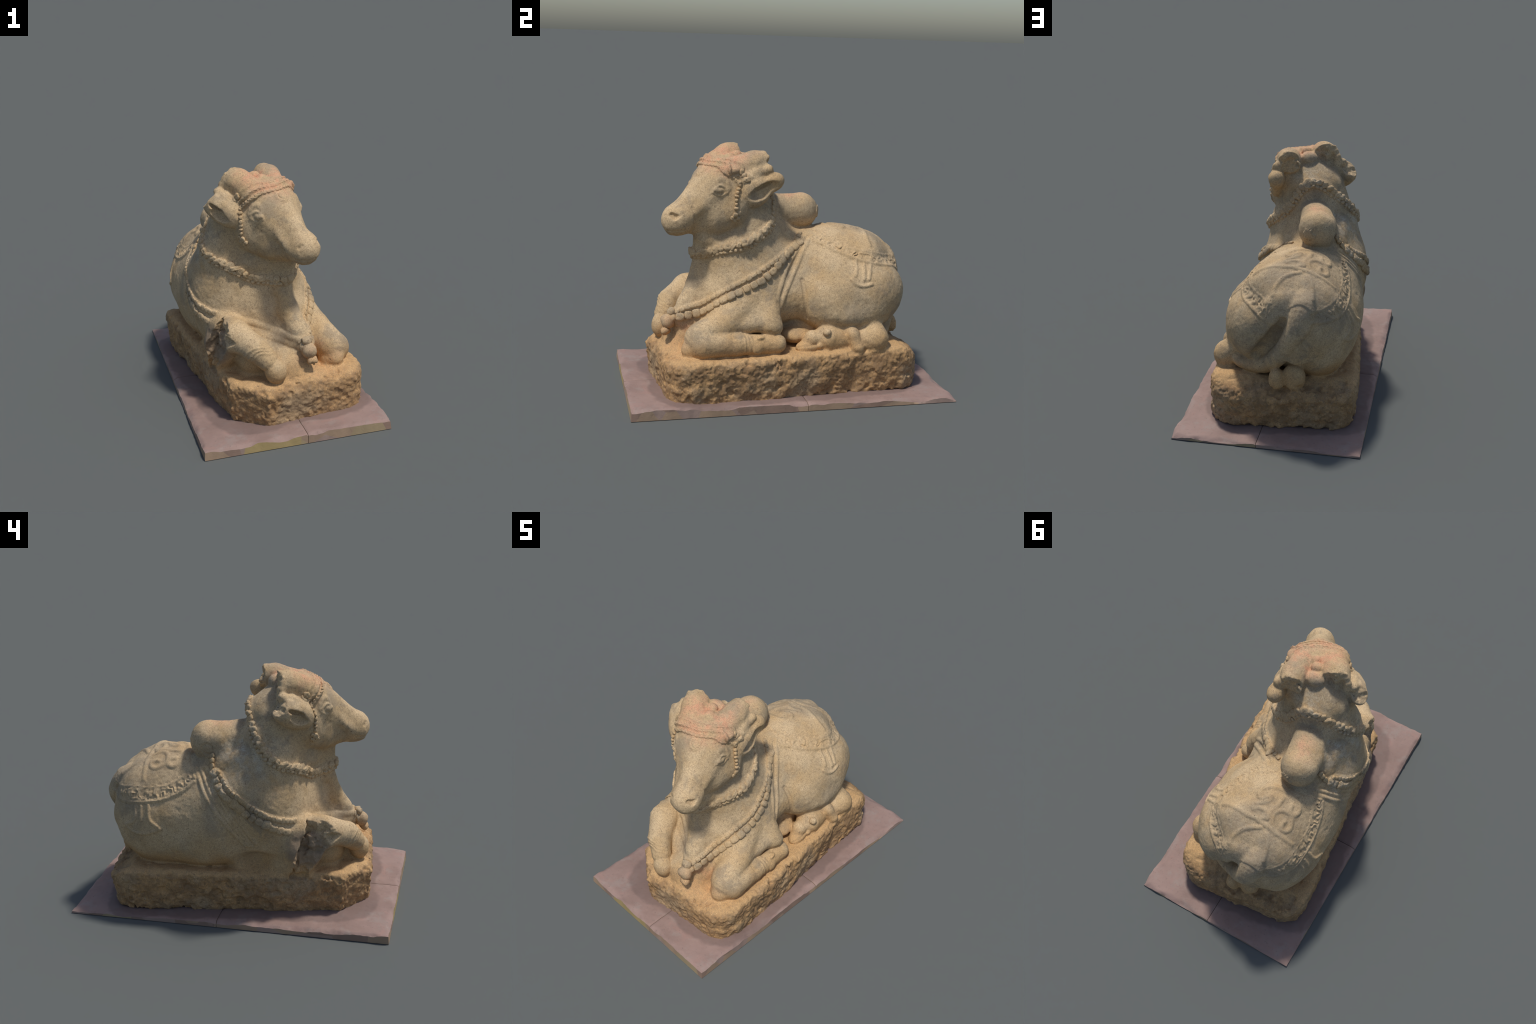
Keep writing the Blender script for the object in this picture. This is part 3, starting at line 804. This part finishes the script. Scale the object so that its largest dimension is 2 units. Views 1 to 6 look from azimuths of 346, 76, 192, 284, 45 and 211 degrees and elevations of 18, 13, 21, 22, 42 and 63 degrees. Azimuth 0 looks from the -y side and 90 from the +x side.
def granite(name, rough_face=False):
    m = Nodes(name)
    xyz = m.z(); z = xyz[2]
    tan, pale, grey, ochre = (.535, .378, .205), (.610, .452, .268), (.400, .318, .208), (.500, .318, .142)  # tones lowered a little below the sunlit stone to carry captured shade
    c = m.mix(m.rng(m.noise(5.5, 4), .38, .62), tan, pale)
    c = m.mix(m.math('MULTIPLY', m.rng(m.noise(3.1, 5, .65), .46, .64), .70), c, grey)
    c = m.mix(m.math('MULTIPLY', m.rng(m.noise(4.3, 5, .6), .52, .68), .45), c, ochre)
    # broken grey-brown patches, darkening the stone for shading baked into the scan
    wm = m.math('MULTIPLY', m.rng(m.noise(6.5, 6, .72, dist=.4), .50, .60), m.rng(m.noise(1.7, 3, .5), .36, .60))
    c = m.mix(m.math('MULTIPLY', wm, .62), c, (.275, .225, .160))
    # red pigment and pink stone on the crown, hump and front of the base
    pink = (.62, .315, .185)
    pm = m.math('MAXIMUM', m.near((0.02, -0.38, 1.46), .24), m.math('MULTIPLY', m.near((-0.16, .09, 1.20), .13, .9), .7))
    pm = m.math('MAXIMUM', pm, m.math('MULTIPLY', m.near((0.22, -.70, .33), .24, .8), .75))
    pm = m.math('MULTIPLY', pm, m.rng(m.noise(11, 4, .6), .30, .62))
    pm = m.math('MULTIPLY', pm, m.rng(m.noise(24, 4, .65), .34, .55, .35, 1))
    c = m.mix(m.math('MULTIPLY', pm, .95), c, pink)
    # pale bluish lime dust on the nape and right shoulder
    lm = m.math('MAXIMUM', m.near((-0.30, -0.12, 1.02), .26, .9), m.math('MULTIPLY', m.near((-.10, -.12, 1.38), .20, .9), .8))
    lm = m.math('MAXIMUM', lm, m.math('MULTIPLY', m.near((-.36, .05, .86), .20, .9), .8))
    c = m.mix(m.math('MULTIPLY', lm, m.rng(m.noise(16, 5, .6), .38, .66, 0, .62)), c, (.53, .50, .41))
    # orange earth stain low on the legs and on the base
    zb = m.math('ADD', z, m.math('MULTIPLY', m.math('SUBTRACT', m.noise(5, 4), .5), .22))
    om = m.rng(zb, .47, .31)
    c = m.mix(m.math('MULTIPLY', om, .75), c, (.555, .325, .135))
    # grey-brown patch over the rump
    gm = m.math('MULTIPLY', m.near((-.16, .62, .84), .38, .8), m.rng(m.noise(8, 5, .65), .36, .60))
    c = m.mix(m.math('MULTIPLY', gm, .65), c, (.345, .285, .205))
    # quarry-dressed sides of the base: weathered brown crust
    zs = m.math('ADD', z, m.math('MULTIPLY', m.math('SUBTRACT', m.noise(18, 4), .5), .07))
    crust = m.mix(m.rng(m.noise(13, 5, .65), .36, .66), (.250, .142, .066), (.500, .295, .128))  # browns averaged with the shadowed front face, so darker than the lit side
    crust = m.mix(m.math('MULTIPLY', m.rng(m.noise(4, 4), .48, .66), .5), crust, (.37, .30, .20))
    crust = m.mix(m.rng(m.noise(34, 5, .75, dist=.5), .50, .36, 0, .75), crust, (.135, .082, .042))
    crust = m.mix(m.rng(m.noise(46, 3, .6), .60, .70, 0, .5), crust, (.56, .40, .235))
    c = m.mix(m.rng(zs, .296, .268, 0, .90), c, crust)
    # broken face of the far foreleg
    c = m.mix(m.math('MULTIPLY', m.near((-.385, -.48, .47), .155, .35), .80), c, (.25, .185, .13))
    # crystal grain: light and dark minerals
    gs = m.noise(175, 3, .75)
    c = m.mix(m.rng(gs, .56, .36, 0, .55), c, (.25, .175, .105))
    c = m.mix(m.rng(gs, .58, .72, 0, .30), c, (.82, .66, .44))
    g2 = m.noise(52, 4, .7)
    c = m.mix(m.rng(g2, .50, .34, 0, .38), c, (.30, .205, .12))
    # tiny black pits
    pit = m.math('MULTIPLY', m.rng(m.noise(70, 1, .5), .29, .24), m.rng(m.noise(6, 3), .5, .62))
    c = m.mix(m.math('MULTIPLY', pit, .8), c, (.07, .055, .045))
    g3 = m.noise(95, 2, .6)
    c = m.mix(m.rng(g3, .40, .30, 0, .6), c, (.20, .14, .085))
    m.link(c, m.bsdf.inputs['Base Color'])
    m.bsdf.inputs['Roughness'].default_value = 0.88
    m.bsdf.inputs['Specular IOR Level'].default_value = 0.18
    h = m.math('ADD', m.math('MULTIPLY', m.noise(75, 4, .65), .6), m.math('MULTIPLY', m.noise(190, 2, .6), .4))
    b = m.n.new('ShaderNodeBump'); b.inputs['Strength'].default_value = .35; b.inputs['Distance'].default_value = .004
    m.link(h, b.inputs['Height']); m.link(b.outputs[0], m.bsdf.inputs['Normal'])
    return m.mat


def sandstone(name):
    m = Nodes(name)
    c = m.mix(m.rng(m.noise(3.2, 5, .6), .35, .65), (.255, .172, .145), (.315, .215, .183))
    c = m.mix(m.math('MULTIPLY', m.rng(m.noise(9, 5, .65), .50, .68), .6), c, (.30, .245, .215))
    c = m.mix(m.math('MULTIPLY', m.rng(m.noise(6.5, 5, .7, dist=1.2), .55, .70), .5), c, (.34, .205, .17))
    c = m.mix(m.rng(m.noise(60, 4, .7), .42, .30, 0, .5), c, (.16, .115, .10))
    # dark ring around the plinth, partly its contact shadow painted into the slab
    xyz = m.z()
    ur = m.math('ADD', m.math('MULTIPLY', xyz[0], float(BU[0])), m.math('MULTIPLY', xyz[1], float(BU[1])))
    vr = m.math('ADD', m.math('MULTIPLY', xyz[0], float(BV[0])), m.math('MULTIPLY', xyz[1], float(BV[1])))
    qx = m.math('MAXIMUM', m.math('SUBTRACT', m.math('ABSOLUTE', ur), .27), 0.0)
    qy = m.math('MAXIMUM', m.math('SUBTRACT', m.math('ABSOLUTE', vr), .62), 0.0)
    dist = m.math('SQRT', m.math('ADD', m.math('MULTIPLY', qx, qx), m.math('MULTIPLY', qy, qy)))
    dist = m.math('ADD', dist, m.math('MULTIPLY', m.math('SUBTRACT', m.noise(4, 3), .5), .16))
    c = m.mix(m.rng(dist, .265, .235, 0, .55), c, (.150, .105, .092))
    # pale rubbed arrises and cut sides with patches of tan and yellow mortar
    g = m.n.new('ShaderNodeNewGeometry')
    sp = m.n.new('ShaderNodeSeparateXYZ'); m.link(g.outputs['True Normal'], sp.inputs[0])
    side = m.rng(sp.outputs[2], .75, .35)
    cell = m.voronoi(5.5)
    sc = m.n.new('ShaderNodeSeparateColor'); m.link(cell, sc.inputs[0])
    cut = m.mix(m.rng(sc.outputs[0], .45, .55), (.27, .18, .13), (.33, .235, .19))
    cut = m.mix(m.rng(sc.outputs[1], .80, .83), cut, (.36, .275, .155))
    cut = m.mix(m.rng(sc.outputs[2], .66, .72), cut, (.36, .25, .16))
    # ochre mortar on the front edge
    fx = m.math('ADD', m.math('ABSOLUTE', m.math('ADD', xyz[0], .165)), m.math('MULTIPLY', m.math('SUBTRACT', m.noise(14, 3), .5), .05))
    och = m.math('MULTIPLY', m.rng(fx, .172, .164), m.rng(xyz[1], -.97, -.985))
    cut = m.mix(och, cut, (.40, .30, .125))
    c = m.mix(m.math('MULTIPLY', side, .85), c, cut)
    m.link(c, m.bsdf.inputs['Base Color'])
    m.bsdf.inputs['Roughness'].default_value = .75
    m.bsdf.inputs['Specular IOR Level'].default_value = .25
    b = m.n.new('ShaderNodeBump'); b.inputs['Strength'].default_value = .35; b.inputs['Distance'].default_value = .006
    m.link(m.math('ADD', m.noise(22, 5, .6), m.math('MULTIPLY', m.noise(110, 3), .35)), b.inputs['Height'])
    m.link(b.outputs[0], m.bsdf.inputs['Normal'])
    return m.mat


MAT_STONE = granite('weathered_granite')
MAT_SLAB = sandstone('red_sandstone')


def new_mesh(name, V, F, mat, smooth=True, parent=None):
    me = bpy.data.meshes.new(name)
    me.from_pydata(V.tolist() if hasattr(V, 'tolist') else V, [], F.tolist() if hasattr(F, 'tolist') else F)
    me.materials.append(mat)
    if smooth:
        me.polygons.foreach_set('use_smooth', [True] * len(me.polygons))
    me.update()
    ob = bpy.data.objects.new(name, me)
    bpy.context.collection.objects.link(ob)
    ob.parent = parent or root
    return ob


def vertex_normals(V, F):
    n = np.cross(V[F[:, 2]] - V[F[:, 0]], V[F[:, 3]] - V[F[:, 1]])
    N = np.zeros_like(V)
    for i in range(4):
        for k in range(3):
            N[:, k] += np.bincount(F[:, i], n[:, k], len(V))
    return N / np.maximum(np.linalg.norm(N, axis=1, keepdims=True), 1e-12)


# ------------------------------------------------------------------ build the stone body
V, F = surface_nets(np.array([-0.58, -0.90, 0.005]), np.array([0.56, 0.95, 1.58]), VOX)
N = vertex_normals(V, F)
lab, names = part_labels(V)
# carved coverings become parts of their own
u, v, z = body_uv(V)
names += ['saddle_cloth', 'sash']
sel = np.nonzero((z > 0.62) & (v > 0.12) & (v < 0.84) & (V[:, 1] > 0.15) & np.isin(lab, [names.index(k) for k in ('torso', 'hindquarter', 'tail')]))[0]
lab[sel[in_poly(torso_angle(V[sel]), CLOTH)]] = names.index('saddle_cloth')
for c in SASH + SASH_R:
    pc = catmull(c, 6)
    k = np.nonzero(((V > pc.min(0) - .04) & (V < pc.max(0) + .04)).all(1) & np.isin(lab, [names.index(x) for x in ('torso', 'neck')]))[0]
    d, _ = seg_dist(V[k], stick(pc)[0])
    lab[k[d < 0.018]] = names.index('sash')
flab = np.sort(lab[F], axis=1)[:, 1]
for li, nm in enumerate(names):
    f = F[flab == li]
    if not len(f):
        continue
    ids, inv = np.unique(f, return_inverse=True)
    ob = new_mesh(nm, V[ids], inv.reshape(f.shape), MAT_STONE)
    ob.data.normals_split_custom_set_from_vertices(N[ids].tolist())


# ------------------------------------------------------------------ carved beads
def bead_mesh(name, seed, power=2.6, nu=14, nv=9, dent=0.12):
    """a worn, slightly lumpy rounded block of unit half-size"""
    vs = [(0, 0, -1.0)]
    for j in range(1, nv):
        a = math.pi * j / nv - math.pi / 2
        for i in range(nu):
            t = 2 * math.pi * i / nu
            vs.append((math.cos(a) * math.cos(t), math.cos(a) * math.sin(t), math.sin(a)))
    vs.append((0, 0, 1.0))
    P = np.array(vs)
    r = (np.abs(P) ** power).sum(1) ** (-1 / power)
    P = P * r[:, None]
    P = P * (1 + dent * fbm(P + seed * 5.3, 1.6, 2, seed))[:, None]
    fs = [(0, 1 + (i + 1) % nu, 1 + i) for i in range(nu)]
    for j in range(nv - 2):
        o = 1 + j * nu
        fs += [(o + i, o + (i + 1) % nu, o + nu + (i + 1) % nu, o + nu + i) for i in range(nu)]
    o = 1 + (nv - 2) * nu
    fs += [(o + i, o + (i + 1) % nu, len(P) - 1) for i in range(nu)]
    me = bpy.data.meshes.new(name)
    me.from_pydata(P.tolist(), [], fs)
    me.materials.append(MAT_STONE)
    me.polygons.foreach_set('use_smooth', [True] * len(me.polygons))
    return me


def group(name):
    e = bpy.data.objects.new(name, None)
    bpy.context.collection.objects.link(e)
    e.parent = root
    return e


COLLAR_G, GARLAND_G, HARNESS_G = group('collar'), group('garland'), group('harness')
ROUND = [bead_mesh('bead', k, 2.2) for k in range(4)]
BLOCK = [bead_mesh('block', 10 + k, 4.0) for k in range(4)]
LUMP = [bead_mesh('lump', 20 + k, 2.8, dent=0.25) for k in range(5)]


def place(name, meshes, p, t, n, size, yaw=0.0):
    group_of = COLLAR_G if name.startswith('collar') else GARLAND_G if name.startswith(('garland', 'bell')) else HARNESS_G
    from mathutils import Matrix
    n = n / np.linalg.norm(n); t = t - (t @ n) * n; t = t / np.linalg.norm(t)
    b = np.cross(n, t)
    if yaw:
        t, b = math.cos(yaw) * t + math.sin(yaw) * b, -math.sin(yaw) * t + math.cos(yaw) * b
    ob = bpy.data.objects.new(name, meshes[int(rng.integers(len(meshes)))])
    bpy.context.collection.objects.link(ob)
    ob.parent = group_of
    M = np.eye(4); M[:3, 0] = t * size[0]; M[:3, 1] = b * size[1]; M[:3, 2] = n * size[2]; M[:3, 3] = p
    ob.matrix_world = Matrix(M.tolist())
    return ob


def string(name, meshes, path, step, size, lift, jitter=.12, yaw=0.0, skip=None, shift=0.0, hide=()):
    q = resample(path, step)
    P, nr = stick(q, 0.0, 3, skip=hide)
    T = np.gradient(P, axis=0)
    for p, n, t in zip(P, nr, T):
        if skip is not None and skip(p):
            continue
        b = np.cross(n, t / np.linalg.norm(t))
        if b[2] > 0:
            b = -b                                          # b points down the slope
        s = np.array(size) * (1 + jitter * rng.standard_normal(3).clip(-1.5, 1.5))
        place(name, meshes, p + n * lift + b * shift, t, n, s, yaw + 0.15 * rng.standard_normal())


# two-row collar: twisted lumps above, small beads below
loop = ROWS['C']
string('collar_lump', LUMP, loop, .036, (.0265, .0230, .018), .007, .2, 0.6, shift=-.006)
string('collar_bead', ROUND, loop, .029, (.0155, .0140, .014), .004, .2, shift=.022)
# chest garland
LEGS = ('forelimb', 'hoof')
worn = lambda p: p[1] < -0.42 and p[0] < 0.10
string('garland_bead', BLOCK, ROWS['GR'], .034, (.0172, .0135, .010), .006, .12)
string('garland_pendant', BLOCK, ROWS['GR2'], .047, (.0245, .0225, .015), .007, .12)
string('garland_bead', BLOCK, ROWS['GL'], .0275, (.0155, .0155, .0105), .006, .2, skip=worn, hide=LEGS)
string('garland_pendant', LUMP, ROWS['GL2'], .044, (.0265, .0260, .016), .006, .2, skip=worn, hide=LEGS)
# bell where the garland meets
place('bell', ROUND, np.array([0.148, -0.738, 0.462]), np.array([1., 0, 0]), np.array([0.15, -0.9, -0.3]), (.047, .047, .044))
place('bell_clapper', LUMP, np.array([0.160, -0.755, 0.408]), np.array([1., 0, 0]), np.array([0.1, -0.7, -0.7]), (.027, .024, .030))
place('bell_knot', LUMP, np.array([0.142, -0.718, 0.520]), np.array([1., 0, 0]), np.array([0.1, -0.7, 0.7]), (.028, .026, .024))
def rope(name, path, r, twist=0.028, depth=.22):
    """two-strand cord laid along a path on the surface"""
    q, nr = stick(resample(path, .006), 0.0, 3)
    q = q + nr * r * .45
    T = np.gradient(q, axis=0); T /= np.linalg.norm(T, axis=1, keepdims=True)
    Bn = np.cross(nr, T)
    s_ = np.concatenate([[0], np.cumsum(np.linalg.norm(np.diff(q, axis=0), axis=1))])
    m = 10; V_ = []
    for i in range(len(q)):
        for k in range(m):
            a = 2 * math.pi * k / m
            rr = r * (1 + depth * math.cos(2 * (a - s_[i] / twist * math.pi)))
            V_.append(q[i] + rr * (math.cos(a) * Bn[i] + .9 * math.sin(a) * nr[i]))
    V_ = np.array(V_); V_ = V_ + (fbm(V_, 60, 2, 77) * .0018)[:, None]
    Fq = [(i * m + k, i * m + (k + 1) % m, (i + 1) * m + (k + 1) % m, (i + 1) * m + k) for i in range(len(q) - 1) for k in range(m)]
    Fq += [tuple(range(m))[::-1], tuple((len(q) - 1) * m + k for k in range(m))]
    return new_mesh(name, V_, Fq, MAT_STONE, parent=HARNESS_G)


for k, bnd in enumerate(BANDS):
    rope('headband_cord', bnd, (.0095, .008, .0075)[k])
P, nr = stick([H(.014, .095, 1.37)])
place('forehead_pendant', BLOCK, P[0] + .001 * nr[0], HQ - np.array([0, 0, .8]), nr[0], (.026, .022, .009), .75)
# harness on the head: bead strings down the cheeks, rosettes, flowers
for sx in (-1, 1):
    h = lambda p, q, z_: H(0.003 + sx * p, q, z_)
    path = catmull([h(.185, -.070, 1.315), h(.200, -.052, 1.285), h(.202, -.036, 1.245), h(.203, -.030, 1.205), h(.203, -.030, 1.165)], 8)
    string('harness_bead', ROUND, path, .0215, (.0115, .012, .011), .005, .15)
    path = catmull([h(.178, -.075, 1.305), h(.158, -.022, 1.352), h(.118, .012, 1.385), h(.075, .034, 1.398)], 8)
    string('harness_bead', BLOCK, path, .017, (.0075, .0075, .007), .006, .15)
    for q, z_ in ((-.095, 1.345), (-.075, 1.375), (-.120, 1.318)):
        P, nr = stick([h(.17, q, z_)])
        place('rosette', LUMP, P[0] + .004 * nr[0], np.array([0, 0, 1.]), nr[0], (.019, .019, .014))
    for dq, z_, sz in ((-.028, 1.128, .017), (-.044, 1.108, .014), (-.012, 1.106, .014), (-.028, 1.092, .013), (-.048, 1.140, .012)):
        P, nr = stick([h(.195, dq, z_)])
        place('flower_tassel', LUMP, P[0] + .003 * nr[0], np.array([0, 0, 1.]), nr[0], (sz, sz, sz * .7))


# ------------------------------------------------------------------ paving slabs
def slab(x0, x1, y0, y1):
    nx, ny = int((x1 - x0) / .009), int((y1 - y0) / .009)
    xs = np.linspace(x0, x1, nx); ys = np.linspace(y0, y1, ny)
    X, Y = np.meshgrid(xs, ys, indexing='ij')
    Q = np.stack([X.ravel(), Y.ravel(), 0 * X.ravel()], 1)
    top = 0.041 - 0.019 * Y + 0.009 * X
    top = top + (fbm(Q, 4, 4, 5) * 0.0035 + fbm(Q, 30, 3, 8) * 0.001).reshape(X.shape)
    # chipped outer arris
    e = np.minimum(np.minimum(X + 0.566, 0.566 - X), np.minimum(Y + 0.998, 0.999 - Y))
    chip = (fbm(Q, 9, 4, 14) * 0.6 + 0.35).reshape(X.shape).clip(0, 1)
    top = top - np.clip(1 - e / (0.012 + 0.035 * chip), 0, 1) ** 1.5 * (0.004 + 0.018 * chip)
    # rounded joint arris
    j = np.minimum(np.abs(X - 0.05), np.abs(Y - 0.05))
    top = np.maximum(top - np.clip(1 - j / .010, 0, 1) * .004, 0.006)
    wob = (fbm(Q, 12, 3, 19) * 0.004).reshape(X.shape)
    Xw = X + np.where(np.abs(X) > .55, -np.sign(X) * np.abs(wob), 0)
    Yw = Y + np.where(np.abs(Y) > .985, -np.sign(Y) * np.abs(wob), 0)
    Vt = np.stack([Xw, Yw, top], 2).reshape(-1, 3); Vb = np.stack([X, Y, 0 * X], 2).reshape(-1, 3)
    idx = np.arange(nx * ny).reshape(nx, ny); off = nx * ny
    a, b, c, d = idx[:-1, :-1].ravel(), idx[1:, :-1].ravel(), idx[1:, 1:].ravel(), idx[:-1, 1:].ravel()
    Fq = np.concatenate([np.stack([a, b, c, d], 1), np.stack([a, d, c, b], 1) + off])
    rim = np.concatenate([idx[:, 0], idx[-1, 1:], idx[-2::-1, -1], idx[0, -2:0:-1]])
    nxt = np.roll(rim, -1)
    Fq = np.concatenate([Fq, np.stack([rim, rim + off, nxt + off, nxt], 1)])
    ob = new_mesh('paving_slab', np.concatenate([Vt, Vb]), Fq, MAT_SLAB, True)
    ob.data.shade_flat() if False else ob.data.set_sharp_from_angle(angle=math.radians(40))
    return ob


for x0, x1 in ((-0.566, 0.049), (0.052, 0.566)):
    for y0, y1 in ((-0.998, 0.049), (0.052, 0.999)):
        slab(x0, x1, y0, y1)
